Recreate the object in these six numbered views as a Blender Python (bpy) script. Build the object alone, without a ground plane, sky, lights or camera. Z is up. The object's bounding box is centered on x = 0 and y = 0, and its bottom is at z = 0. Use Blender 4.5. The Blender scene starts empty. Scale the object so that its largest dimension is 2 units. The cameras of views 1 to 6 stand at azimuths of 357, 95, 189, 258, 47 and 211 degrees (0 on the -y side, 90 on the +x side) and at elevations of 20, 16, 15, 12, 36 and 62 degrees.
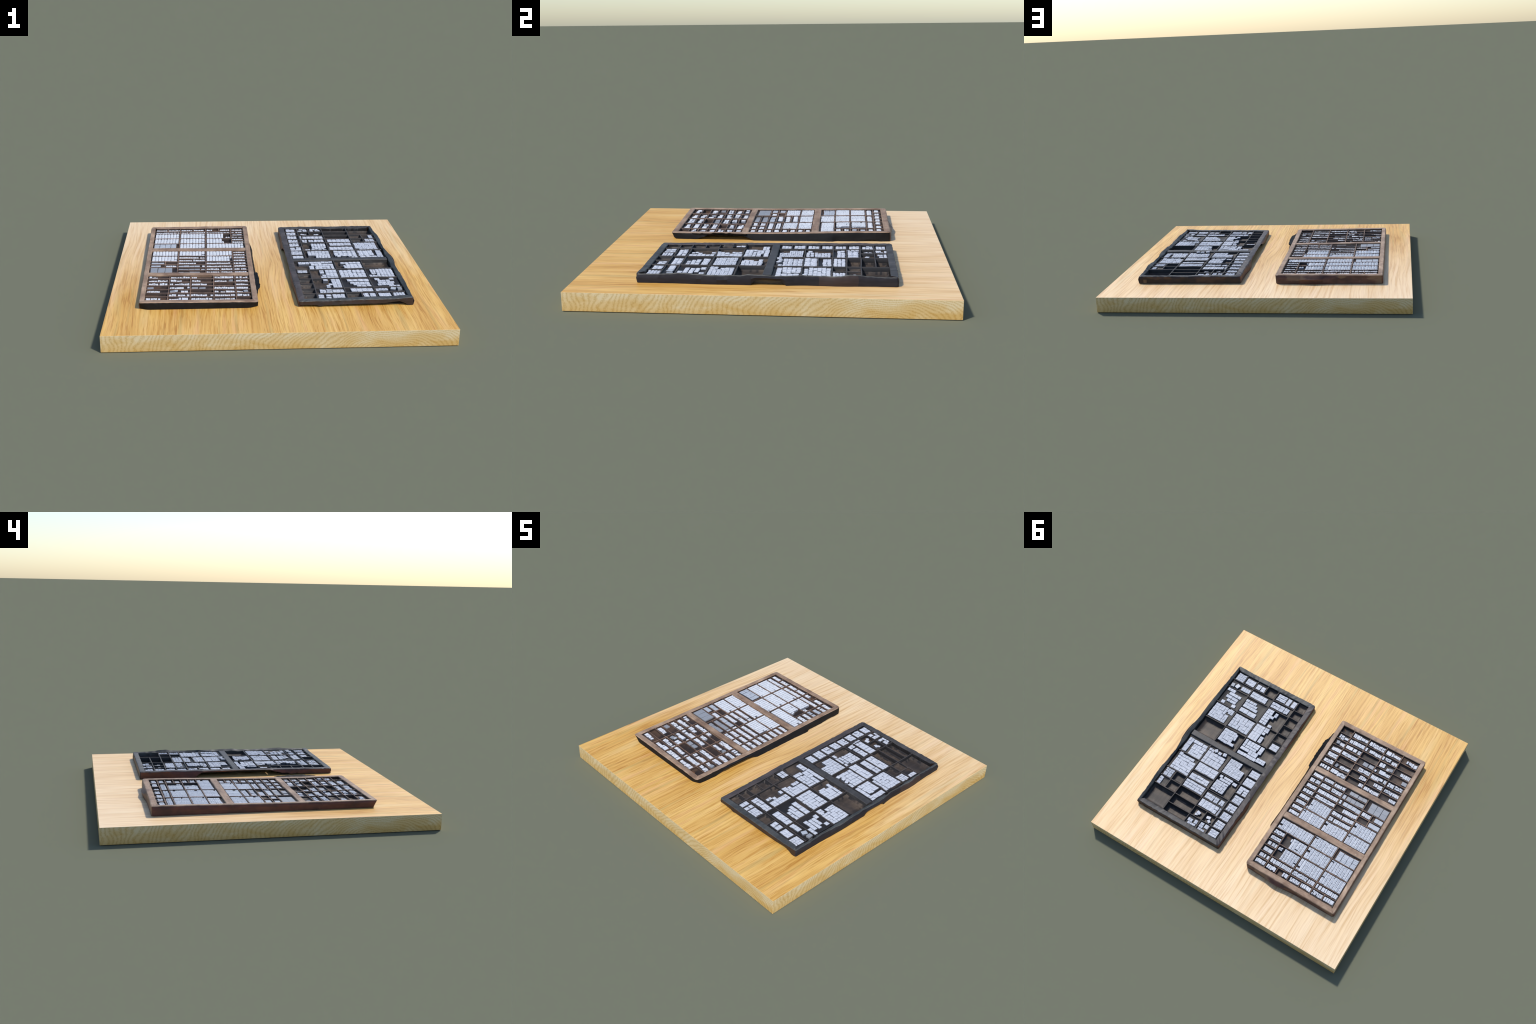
"""Two old printers' type cases, filled with lead type, lying on a pale oak board."""
import bpy, bmesh, math, random
from mathutils import Vector, noise, Euler, Matrix

R = random.Random(11)
BOARD_TOP = 0.100
FLOOR = 0.1075

# ------------------------------------------------------------------ helpers
def link(ob, parent=None):
    bpy.context.scene.collection.objects.link(ob)
    if parent is not None:
        ob.parent = parent
    return ob

def empty(name, parent=None):
    ob = bpy.data.objects.new(name, None)
    ob.empty_display_size = 0.1
    return link(ob, parent)

class Build:
    """Collects vertices and faces (with material slots) for one mesh."""
    def __init__(self):
        self.v, self.f, self.m = [], [], []
    def add(self, verts, faces, mats=0):
        o = len(self.v)
        self.v += [tuple(p) for p in verts]
        self.f += [tuple(i + o for i in q) for q in faces]
        self.m += mats if isinstance(mats, list) else [mats] * len(faces)
    def mesh(self, name, materials, smooth=None):
        me = bpy.data.meshes.new(name)
        me.from_pydata(self.v, [], self.f)
        for mt in materials:
            me.materials.append(mt)
        me.polygons.foreach_set("material_index", self.m)
        bm = bmesh.new(); bm.from_mesh(me)
        bmesh.ops.recalc_face_normals(bm, faces=bm.faces)
        if smooth is not None:
            for f in bm.faces: f.smooth = True
            for e in bm.edges:
                if len(e.link_faces) == 2 and e.calc_face_angle(0) > smooth:
                    e.smooth = False
        bm.to_mesh(me); bm.free()
        return me
    def obj(self, name, materials, parent=None, smooth=None):
        return link(bpy.data.objects.new(name, self.mesh(name, materials, smooth)), parent)

def lerp(a, b, t): return a + (b - a) * t
def wob(x, y=0.0, z=0.0): return noise.noise(Vector((x, y, z)))
def curve(pts, s):
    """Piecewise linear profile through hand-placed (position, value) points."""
    if s <= pts[0][0]: return pts[0][1]
    for (a, va), (b, vb) in zip(pts, pts[1:]):
        if s <= b: return lerp(va, vb, (s - a) / max(b - a, 1e-9))
    return pts[-1][1]
def bump(s, c, w): return math.exp(-((s - c) / w) ** 2)

# ---------------------------------------------------------------- materials
class Nodes:
    def __init__(self, name):
        self.mat = bpy.data.materials.new(name)
        self.mat.use_nodes = True
        self.t = self.mat.node_tree
        self.bsdf = self.t.nodes["Principled BSDF"]
    def n(self, kind, **kw):
        nd = self.t.nodes.new(kind)
        for k, val in kw.items(): setattr(nd, k, val)
        return nd
    def l(self, a, b): self.t.links.new(a, b)
    def coords(self, scale=(1, 1, 1), rot=(0, 0, 0), loc=(0, 0, 0), src=None):
        mp = self.n("ShaderNodeMapping")
        mp.inputs["Scale"].default_value = scale
        mp.inputs["Rotation"].default_value = rot
        mp.inputs["Location"].default_value = loc
        if src is None:
            src = self.n("ShaderNodeTexCoord").outputs["Object"]
        self.l(src, mp.inputs["Vector"])
        return mp.outputs["Vector"]
    def noise(self, vec, scale, detail=4, rough=0.55, dist=0.0):
        nd = self.n("ShaderNodeTexNoise")
        self.l(vec, nd.inputs["Vector"])
        nd.inputs["Scale"].default_value = scale
        nd.inputs["Detail"].default_value = detail
        nd.inputs["Roughness"].default_value = rough
        nd.inputs["Distortion"].default_value = dist
        return nd.outputs["Fac"]
    def ramp(self, fac, stops):
        nd = self.n("ShaderNodeValToRGB")
        el = nd.color_ramp.elements
        while len(el) < len(stops): el.new(0.5)
        for e, (p, c) in zip(el, stops):
            e.position = p
            e.color = (*c, 1) if isinstance(c, tuple) else (c, c, c, 1)
        self.l(fac, nd.inputs["Fac"])
        return nd.outputs["Color"]
    def mix(self, fac, a, b, mode='MIX'):
        nd = self.n("ShaderNodeMix", data_type='RGBA', blend_type=mode)
        for sock, val in ((nd.inputs[0], fac), (nd.inputs[6], a), (nd.inputs[7], b)):
            if isinstance(val, (int, float)): sock.default_value = val
            elif isinstance(val, tuple): sock.default_value = (*val, 1)
            else: self.l(val, sock)
        return nd.outputs[2]
    def math(self, op, a, b=0.0):
        nd = self.n("ShaderNodeMath", operation=op)
        for i, val in enumerate((a, b)):
            if isinstance(val, (int, float)): nd.inputs[i].default_value = val
            else: self.l(val, nd.inputs[i])
        return nd.outputs[0]
    def done(self, color, rough=0.6, bumpfac=None, strength=0.2, dist=0.002, metal=0.0, spec=0.5):
        if isinstance(color, tuple): self.bsdf.inputs["Base Color"].default_value = (*color, 1)
        else: self.l(color, self.bsdf.inputs["Base Color"])
        if isinstance(rough, (int, float)): self.bsdf.inputs["Roughness"].default_value = rough
        else: self.l(rough, self.bsdf.inputs["Roughness"])
        self.bsdf.inputs["Metallic"].default_value = metal
        self.bsdf.inputs["Specular IOR Level"].default_value = spec
        if bumpfac is not None:
            b = self.n("ShaderNodeBump")
            b.inputs["Strength"].default_value = strength
            b.inputs["Distance"].default_value = dist
            self.l(bumpfac, b.inputs["Height"])
            self.l(b.outputs["Normal"], self.bsdf.inputs["Normal"])
        return self.mat

def oak_top():
    k = Nodes("oak_long_grain")
    # long grain along y; it wanders slowly so streaks bend like plain-sawn oak
    warp = k.noise(k.coords((3.0, 1.1, 1)), 1.0, 2, 0.5)
    tc = k.n("ShaderNodeTexCoord").outputs["Object"]
    off = k.n("ShaderNodeCombineXYZ")
    k.l(k.math('MULTIPLY', k.math('SUBTRACT', warp, 0.5), 0.08), off.inputs[0])
    add = k.n("ShaderNodeVectorMath", operation='ADD')
    k.l(tc, add.inputs[0]); k.l(off.outputs[0], add.inputs[1])
    bent = add.outputs[0]
    broad = k.noise(k.coords((9, 0.7, 1), src=bent), 1.0, 3, 0.5)
    streak = k.noise(k.coords((64, 2.2, 1), src=bent), 1.0, 5, 0.60)
    fine = k.noise(k.coords((130, 5.0, 1), src=bent), 1.0, 2, 0.6)
    base = k.ramp(broad, [(0.30, OAK_A), (0.5, OAK_B), (0.70, OAK_C)])
    dark = k.ramp(streak, [(0.36, (0.80, 0.68, 0.48)), (0.46, (0.94, 0.89, 0.80)), (0.53, 1.0), (0.64, 1.07)])
    col = k.mix(1.0, base, dark, 'MULTIPLY')
    pores = k.ramp(fine, [(0.38, (0.82, 0.72, 0.54)), (0.46, 1.0)])
    col = k.mix(1.0, col, pores, 'MULTIPLY')
    pink = k.ramp(k.noise(k.coords((18, 1.3, 1), src=bent), 1.0, 2), [(0.54, 0.0), (0.7, 0.5)])
    col = k.mix(pink, col, OAK_PINK)
    olive = k.ramp(k.noise(k.coords((22, 1.1, 1), src=bent, loc=(3, 1, 0)), 1.0, 2), [(0.56, 0.0), (0.7, 0.45)])
    col = k.mix(olive, col, (0.52, 0.37, 0.12))
    # the board turns paler towards its far left corner
    pos = k.n("ShaderNodeSeparateXYZ"); k.l(tc, pos.inputs[0])
    g = k.math('ADD', k.math('MULTIPLY', pos.outputs[1], 0.34), k.math('MULTIPLY', pos.outputs[0], -0.11))
    g = k.math('ADD', g, k.math('MULTIPLY', k.math('SUBTRACT', broad, 0.5), 0.5))
    pale_mix = k.ramp(k.math('ADD', g, 0.5), [(0.34, 0.0), (0.95, 0.85)])
    pale = k.mix(1.0, OAK_PALE, k.ramp(streak, [(0.36, (0.84, 0.74, 0.60)), (0.46, (0.95, 0.91, 0.86)), (0.54, 1.0), (0.68, 1.05)]), 'MULTIPLY')
    col = k.mix(pale_mix, col, pale)
    return k.done(col, 0.50, None, spec=0.75)

def oak_side():
    """End grain: wavy annual rings with arches, the same on all four edges."""
    k = Nodes("oak_end_grain")
    tc = k.n("ShaderNodeTexCoord").outputs["Object"]
    geo = k.n("ShaderNodeNewGeometry").outputs["Normal"]
    p = k.n("ShaderNodeSeparateXYZ"); k.l(tc, p.inputs[0])
    q = k.n("ShaderNodeSeparateXYZ"); k.l(geo, q.inputs[0])
    u = k.math('SUBTRACT', k.math('MULTIPLY', q.outputs[0], p.outputs[1]),
               k.math('MULTIPLY', q.outputs[1], p.outputs[0]))
    uv = k.n("ShaderNodeCombineXYZ"); k.l(u, uv.inputs[0]); k.l(p.outputs[2], uv.inputs[2])
    uv = uv.outputs[0]
    # rings around an axis low in the right half of the edge, slanting elsewhere
    du = k.math('SUBTRACT', u, 0.64)
    dz = k.math('MULTIPLY', k.math('SUBTRACT', p.outputs[2], -0.02), 2.6)
    rad = k.math('SQRT', k.math('ADD', k.math('MULTIPLY', du, du), k.math('MULTIPLY', dz, dz)))
    w1 = k.noise(k.coords((5, 1, 7), src=uv), 1.0, 2, 0.4)
    rad = k.math('ADD', rad, k.math('MULTIPLY', w1, 0.15))
    ring = k.math('SINE', k.math('MULTIPLY', rad, 230.0))
    soft = k.noise(k.coords((150, 1, 110), src=uv), 1.0, 3, 0.6)
    ring = k.math('ADD', k.math('MULTIPLY', ring, 0.17), soft)
    broad = k.noise(k.coords((7, 1, 16), src=uv), 1.0, 3, 0.5, 0.5)
    height_tone = k.math('ADD', k.math('MULTIPLY', broad, 0.75), k.math('MULTIPLY', p.outputs[2], 3.2))
    base = k.ramp(height_tone, [(0.36, OAK_E1), (0.52, OAK_E2), (0.70, OAK_E3)])
    lines = k.ramp(ring, [(0.32, (0.87, 0.79, 0.63)), (0.47, (0.97, 0.95, 0.90)), (0.62, 1.02)])
    col = k.mix(1.0, base, lines, 'MULTIPLY')
    return k.done(col, 0.5, ring, 0.04, 0.002, spec=0.4)

def case_wood(name, main, dark, pale=None, patch=None, rough=0.55, scale=1.0, along='y', spec=0.4):
    """Old handled wood: streaks along the piece, grime, a few scuffs."""
    k = Nodes(name)
    sc = (60, 7, 50) if along == 'y' else (7, 60, 50)
    streak = k.noise(k.coords(sc), scale, 4, 0.6, 0.3)
    blot = k.noise(k.coords((9, 9, 12)), scale, 4, 0.6)
    col = k.mix(k.ramp(blot, [(0.38, 1.0), (0.62, 0.0)]), main, dark)
    col = k.mix(1.0, col, k.ramp(streak, [(0.3, 0.72), (0.65, 1.15)]), 'MULTIPLY')
    if patch:
        pf = k.ramp(k.noise(k.coords((5, 5, 14), loc=(3.1, 1.7, 0)), scale, 3, 0.5), [(0.53, 0.0), (0.58, 0.9)])
        col = k.mix(pf, col, patch)
    if pale:
        scuff = k.ramp(k.noise(k.coords((28, 28, 28), loc=(7, 2, 1)), scale, 5, 0.7), [(0.62, 0.0), (0.74, 0.6)])
        col = k.mix(scuff, col, pale)
    return k.done(col, rough, streak, 0.12, 0.002, spec=spec)

def lead(name, lo, hi, rough=0.55, metal=0.0):
    k = Nodes(name)
    rnd = k.noise(k.coords((60, 60, 8)), 1.0, 2, 0.5)
    fine = k.noise(k.coords((260, 260, 60)), 1.0, 3, 0.6)
    col = k.ramp(rnd, [(0.3, lo), (0.7, hi)])
    col = k.mix(1.0, col, k.ramp(fine, [(0.3, 0.92), (0.7, 1.05)]), 'MULTIPLY')
    return k.done(col, rough, fine, 0.10, 0.001, metal=metal)

OAK_PALE = (0.95, 0.73, 0.48)
OAK_A, OAK_B, OAK_C, OAK_PINK = (0.70, 0.385, 0.085), (0.79, 0.465, 0.122), (0.85, 0.54, 0.165), (0.82, 0.44, 0.18)
OAK_E1, OAK_E2, OAK_E3 = (0.66, 0.42, 0.145), (0.72, 0.51, 0.24), (0.76, 0.60, 0.36)

M = {}
M['top'] = oak_top()
M['edge'] = oak_side()
M['brown'] = case_wood("worn_brown_wood", (0.41, 0.28, 0.19), (0.235, 0.145, 0.093), (0.54, 0.42, 0.32))
M['brown_x'] = case_wood("worn_brown_crosswood", (0.40, 0.27, 0.182), (0.23, 0.14, 0.09), (0.53, 0.41, 0.31), along='x')
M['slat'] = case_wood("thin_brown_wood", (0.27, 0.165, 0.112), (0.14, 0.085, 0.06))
M['slat_wall'] = case_wood("dark_brown_wall", (0.075, 0.046, 0.034), (0.045, 0.030, 0.025))  # darker brown than the slat tops
M['dark_wall'] = case_wood("near_black_wall", (0.022, 0.019, 0.019), (0.016, 0.015, 0.016))
M['black'] = case_wood("matt_black_wood", (0.011, 0.011, 0.012), (0.007, 0.007, 0.008), rough=0.7, spec=0.2)
M['red'] = case_wood("red_stained_wood", (0.125, 0.042, 0.028), (0.065, 0.026, 0.020), (0.20, 0.09, 0.06), rough=0.5)
M['red_x'] = case_wood("patched_red_wood", (0.125, 0.052, 0.034), (0.06, 0.026, 0.020), (0.22, 0.12, 0.08),
                       patch=(0.17, 0.105, 0.065), rough=0.5, along='x')
M['ebony'] = case_wood("dark_oiled_wood", (0.068, 0.064, 0.063), (0.042, 0.039, 0.039), (0.11, 0.10, 0.10))
M['ebony_warm'] = case_wood("dark_warm_wood", (0.082, 0.066, 0.064), (0.056, 0.048, 0.048), (0.13, 0.11, 0.10))
M['slate'] = case_wood("blue_black_wood", (0.078, 0.079, 0.076), (0.046, 0.047, 0.047), (0.12, 0.14, 0.14))
M['navy'] = case_wood("blue_black_side", (0.024, 0.022, 0.026), (0.017, 0.016, 0.021), rough=0.7, spec=0.2)
M['umber'] = case_wood("dark_umber_side", (0.040, 0.022, 0.017), (0.024, 0.017, 0.016), (0.09, 0.06, 0.05), rough=0.5, along='x')
M['rust'] = case_wood("dark_rust_side", (0.042, 0.020, 0.012), (0.014, 0.010, 0.009), patch=(0.07, 0.034, 0.018), rough=0.5, along='x')
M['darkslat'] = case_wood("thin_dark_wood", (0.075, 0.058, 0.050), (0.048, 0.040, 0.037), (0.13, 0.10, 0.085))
M['floor_a'] = case_wood("dark_tray_paper", (0.042, 0.029, 0.024), (0.026, 0.019, 0.017), patch=(0.085, 0.050, 0.032))
M['floor_b'] = case_wood("dusty_tray_paper", (0.105, 0.078, 0.058), (0.045, 0.036, 0.031), (0.15, 0.12, 0.09))
M['floor_dark'] = case_wood("near_black_floor", (0.026, 0.022, 0.021), (0.017, 0.015, 0.015), patch=(0.055, 0.040, 0.030))
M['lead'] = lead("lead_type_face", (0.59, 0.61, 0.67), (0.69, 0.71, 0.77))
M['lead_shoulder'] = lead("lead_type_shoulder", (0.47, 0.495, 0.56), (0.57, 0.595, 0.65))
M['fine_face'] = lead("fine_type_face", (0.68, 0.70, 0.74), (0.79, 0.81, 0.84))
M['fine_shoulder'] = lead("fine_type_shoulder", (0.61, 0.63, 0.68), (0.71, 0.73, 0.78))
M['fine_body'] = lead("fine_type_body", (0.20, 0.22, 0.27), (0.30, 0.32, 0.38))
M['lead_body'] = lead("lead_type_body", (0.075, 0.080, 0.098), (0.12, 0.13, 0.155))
M['space'] = lead("lead_spacing", (0.25, 0.26, 0.29), (0.33, 0.35, 0.38), 0.5)
M['space_light'] = lead("pale_lead_spacing", (0.40, 0.43, 0.48), (0.50, 0.53, 0.58), 0.45)
M['label'] = case_wood("faded_label_card", (0.034, 0.021, 0.020), (0.028, 0.019, 0.019), rough=0.7)
M['tag'] = case_wood("tan_paper_tag", (0.16, 0.10, 0.055), (0.10, 0.06, 0.03), rough=0.7)
M['orange'] = case_wood("split_orange_wood", (0.26, 0.115, 0.045), (0.16, 0.07, 0.03))

# -------------------------------------------------------------------- board
def make_board():
    b = bmesh.new()
    bmesh.ops.create_cube(b, size=1.0)
    for v in b.verts:
        v.co = Vector((v.co.x * 2.0, v.co.y * 2.0, (v.co.z + 0.5) * BOARD_TOP))
    bmesh.ops.bevel(b, geom=list(b.edges), offset=0.0015, segments=2, affect='EDGES', profile=0.5)
    me = bpy.data.meshes.new("oak_board")
    me.materials.append(M['top']); me.materials.append(M['edge'])
    b.normal_update()
    for f in b.faces:
        f.material_index = 0 if abs(f.normal.z) > 0.8 else 1
    b.to_mesh(me); b.free()
    ob = link(bpy.data.objects.new("oak_board", me))
    ob["label"] = "thick square board of pale golden oak with wavy grain"
    ob["category"] = "wooden board"

# -------------------------------------------------------------- frame rails
def rail(case, name, a, b, out, width, prof, mats, parent, n=90):
    """A mitred frame rail from corner a to corner b (outer top edge), facing `out`.
    prof(s) -> dict(zb, zt, bot, mid, top): bottom and top height and how far the outer
    face stands out at the bottom, the middle and the top.  ends = bottom offsets of the
    neighbouring rails so that mitres close."""
    a, b, out = Vector(a), Vector(b), Vector(out)
    L = (b - a).length
    d = (b - a) / L
    nrm = Vector((d.y, -d.x))
    out = nrm if nrm.dot(out) > 0 else -nrm
    B = Build()
    c0, c1 = prof.ends
    rough_ = .0016 if case == 'a' else .0032
    rows, along_of = [], []
    for i in range(n + 1):
        s = i / n
        P = a.lerp(b, s)
        along = P.x if abs(d.x) > abs(d.y) else P.y
        along_of.append(along)
        q = prof(along, s)
        zb, zt = q['zb'], q['zt']
        zm = lerp(zb, zt, 0.55)
        ch = min(0.004, (zt - zb) * 0.3)
        ring = [(q['bot'], zb, 1), (q['mid'], zm, .5), (q['top'], zt - ch, 0), (q['top'] - 0.004, zt, 0),
                (-width + 0.003 + q['inn'], zt - q['dip'], 0), (-width + q['inn'], zt - 0.003 - q['dip'], 0),
                (-width + q['inn'], q['foot'], 0), (-width + q['inn'] + .007, max(FLOOR - 0.004, min(zb - .001, HANG)), .2)]
        row = []
        rd = .0045 * max(0, 1 - min(s, 1 - s) * L / .014) ** 2
        chip = wob(P.x * 55, P.y * 55, 4) * rough_
        for n_, (o, z, low) in enumerate(ring):
            if n_ in (2, 3): o += chip
            if n_ == 4: o -= chip * .8
            if n_ < 4: o -= rd
            e0, e1 = -(o + low * (c0 - q['bot'])) , (o + low * (c1 - q['bot']))
            t = lerp(e0, L + e1, s)
            p = a + d * t + out * o
            row.append((p.x, p.y, z))
        rows.append(row)
    k = len(rows[0])
    verts = [p for r in rows for p in r]
    faces, mi = [], []
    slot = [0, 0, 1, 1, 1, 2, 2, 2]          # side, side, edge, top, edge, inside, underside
    for i in range(n):
        for j in range(k):
            faces.append((i * k + j, i * k + (j + 1) % k, (i + 1) * k + (j + 1) % k, (i + 1) * k + j))
            mi.append(3 if j < 2 and prof.card and prof.card[0] < along_of[i] < prof.card[1] else slot[j])
    faces.append(tuple(range(k))); mi.append(0)
    faces.append(tuple(n * k + j for j in range(k))); mi.append(0)
    B.add(verts, faces, mi)
    return B.obj(name, [M[m] for m in mats], parent, smooth=math.radians(40))

class Prof:
    def __init__(self, fn, ends=(0, 0), card=None): self.fn, self.ends, self.card = fn, ends, card
    def __call__(self, along, s):
        q = dict(zb=0.1025, zt=0.15, bot=0.0, mid=0.0, top=0.0, inn=0.0, dip=0.0, foot=FLOOR - .004)
        q.update(self.fn(along, s)); return q

# ----------------------------------------------------------- slats and bars
def slat(B, p, q, thick, ztop, bottom, wave=0.0012, n=None, mat=0):
    """A thin upright partition from p to q; its top edge wanders a little."""
    p, q = Vector(p), Vector(q)
    L = (q - p).length
    n = n or max(2, int(L / 0.02))
    d = (q - p) / L
    s = Vector((-d.y, d.x))
    verts, faces = [], []
    ph = R.random() * 50
    for i in range(n + 1):
        t = i / n
        c = p.lerp(q, t) + s * (wob(ph, t * L * 9) * wave)
        h = thick / 2
        zt = ztop(c.x, c.y) + wob(ph + 9, t * L * 12) * 0.0015
        zbot = bottom(c.x, c.y) - .002
        for o, z in ((h, zbot), (h, zt - 0.0012), (h * .6, zt), (-h * .6, zt), (-h, zt - 0.0012), (-h, zbot)):
            verts.append((c.x + s.x * o, c.y + s.y * o, z))
    k = 6
    for i in range(n):
        for j in range(k):
            faces.append((i * k + j, i * k + (j + 1) % k, (i + 1) * k + (j + 1) % k, (i + 1) * k + j))
    mats = [1 if j in (1, 2, 3) else 0 for i in range(n) for j in range(k)] + [0, 0]
    faces.append(tuple(range(k))); faces.append(tuple(n * k + j for j in range(k)))
    B.add(verts, faces, mats)

# ---------------------------------------------------------------- lead type
def glyph_mesh(ch):
    """Outline of a mirrored letter, filled into the unit square."""
    cu = bpy.data.curves.new("punch", 'FONT')
    cu.body = ch; cu.resolution_u = 2
    ob = link(bpy.data.objects.new("punch", cu))
    bpy.context.view_layer.update()
    me = bpy.data.meshes.new_from_object(ob)
    vs = [(-v.co.x, v.co.y) for v in me.vertices]
    fs = [tuple(p.vertices) for p in me.polygons]
    bnd = {}
    for f in fs:
        for a, b in zip(f, f[1:] + f[:1]):
            bnd[(a, b)] = 1
    edges = [e for e in bnd if (e[1], e[0]) not in bnd]
    bpy.data.objects.remove(ob); bpy.data.curves.remove(cu); bpy.data.meshes.remove(me)
    x0, x1 = min(v[0] for v in vs), max(v[0] for v in vs)
    y0, y1 = min(v[1] for v in vs), max(v[1] for v in vs)
    w, h = max(x1 - x0, 1e-3), max(y1 - y0, 1e-3)
    # narrow letters stay narrow
    sx = min(1.0, 0.45 + 0.55 * w / h)
    vs = [((v[0] - (x0 + x1) / 2) / w * sx, (v[1] - (y0 + y1) / 2) / h) for v in vs]
    return vs, fs, edges

LETTERS = "aebcdhimnorstuglOHRKSTE"
def sort_parts(ch, relief):
    """A unit piece of type: shank 1 x 1 wide and 1 tall, letter raised on top.
    Face slots: 0 shank, 1 letter."""
    B = Build()
    s, t = 0.5, 0.455
    verts = [(-s, -s, 0), (s, -s, 0), (s, s, 0), (-s, s, 0),
             (-s, -s, .95), (s, -s, .95), (s, s, .95), (-s, s, .95),
             (-t, -t, .97), (t, -t, .97), (t, t, .97), (-t, t, .97)]
    faces = [(0, 1, 5, 4), (1, 2, 6, 5), (2, 3, 7, 6), (3, 0, 4, 7), (3, 2, 1, 0)]
    faces += [(4, 5, 9, 8), (5, 6, 10, 9), (6, 7, 11, 10), (7, 4, 8, 11), (8, 9, 10, 11)]
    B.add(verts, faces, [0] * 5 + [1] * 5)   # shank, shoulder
    if ch is not None:
        vs, fs, ed = GLYPH[ch]
        g = 0.74
        n = len(vs)
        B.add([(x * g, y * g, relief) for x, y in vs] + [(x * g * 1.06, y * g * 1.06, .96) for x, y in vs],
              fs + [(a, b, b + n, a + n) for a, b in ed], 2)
    return B

GLYPH = {c: glyph_mesh(c) for c in LETTERS}
PARTS = {(k, c): sort_parts(c, h) for k, h in (('a', 1.02), ('b', 1.03)) for c in [None] + list(LETTERS)}
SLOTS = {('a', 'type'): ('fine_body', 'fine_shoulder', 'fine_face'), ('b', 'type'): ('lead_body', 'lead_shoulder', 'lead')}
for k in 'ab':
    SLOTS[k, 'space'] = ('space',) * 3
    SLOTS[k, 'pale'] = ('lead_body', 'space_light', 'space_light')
MESHES = {}
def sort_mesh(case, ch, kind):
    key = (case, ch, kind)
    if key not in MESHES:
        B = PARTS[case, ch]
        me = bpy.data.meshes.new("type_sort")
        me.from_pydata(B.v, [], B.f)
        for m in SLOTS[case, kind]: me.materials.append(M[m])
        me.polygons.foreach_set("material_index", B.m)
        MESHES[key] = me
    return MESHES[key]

class Sort:
    __slots__ = ("case", "x", "y", "w", "d", "z0", "z1", "rot", "tilt", "ch", "kind")
    def __init__(self, **kw):
        for k, v in kw.items(): setattr(self, k, v)
    def matrix(self):
        sx, sy = self.w, self.d
        M_ = Matrix.Translation((self.x, self.y, self.z0)) @ Euler((self.tilt[0], self.tilt[1], self.rot)).to_matrix().to_4x4()
        return M_ @ Matrix.Diagonal((sx, sy, self.z1 - self.z0, 1))
SORTS = []

def fill(case, x0, x1, y0, y1, nx, ny, ztop, kind='type', miss=0.0, ragged=0.0, gap=0.0016, turn=0, drop=0.0085, gapy=None, low=None, calm=1.0):
    """Stand nx x ny sorts in the rectangle x0..x1 (x0 > x1), y0..y1.  ragged: how much
    the row ends towards -x are uneven; drop: depth of the letter faces below the rim."""
    ch = R.choice(LETTERS)
    dx, dy = (x0 - x1) / nx, (y1 - y0) / ny
    for j in range(ny):
        cut = R.random() * ragged
        sh = R.uniform(-.3, .3) * gap
        dz = R.uniform(-.0012, .0012) * calm
        for i in range(nx):
            if R.random() < miss or (nx > 2 and (nx - i - .5) / nx < cut): continue
            x, y = x0 - (i + .5) * dx + sh, y0 + (j + .5) * dy + R.uniform(-.25, .25) * gap
            z1 = ztop(x, y) - drop + dz + R.uniform(-.0011, .0011) * calm
            c = None if kind != 'type' else (ch if R.random() < .95 else R.choice(LETTERS))
            SORTS.append(Sort(case=case, x=x, y=y, w=dx - gap * R.uniform(.7, 1.3), d=dy - (gap if gapy is None else gapy) * R.uniform(.5, 1.1),
                              z0=low(x, y) if low else FLOOR + .0008, z1=z1, rot=turn + R.gauss(0, .02) * calm, tilt=(R.gauss(0, .03) * calm, R.gauss(0, .03) * calm),
                              ch=c, kind=kind))

def loose(case, x, y, w, d, h, ang, kind='type', z=None, tilt=(0, 0)):
    z = .1175 if z is None else z
    SORTS.append(Sort(case=case, x=x, y=y, w=w, d=d, z0=z, z1=z + h, rot=ang, tilt=tilt,
                      ch=R.choice(LETTERS) if kind == 'type' else None, kind=kind))

def place_sorts(cases):
    order = sorted(SORTS, key=lambda s: -s.w * s.d)
    for s in order[:300]:
        ob = bpy.data.objects.new("type_sort", sort_mesh(s.case, s.ch, s.kind))
        ob.matrix_world = s.matrix()
        link(ob, cases[s.case])
    rest = {}
    for s in order[300:]:
        rest.setdefault((s.case, s.kind), []).append(s)
    names = {'type': "small_type", 'space': "spacing_piece", 'pale': "pale_spacing_piece"}
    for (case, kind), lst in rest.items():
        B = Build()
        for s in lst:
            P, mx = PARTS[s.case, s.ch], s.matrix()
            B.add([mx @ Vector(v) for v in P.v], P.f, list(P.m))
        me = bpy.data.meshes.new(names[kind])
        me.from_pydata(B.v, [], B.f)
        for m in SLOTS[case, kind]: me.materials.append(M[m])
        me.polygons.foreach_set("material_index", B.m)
        ob = link(bpy.data.objects.new(names[kind], me), cases[case])
        ob["kind"] = "stuff"

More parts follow.
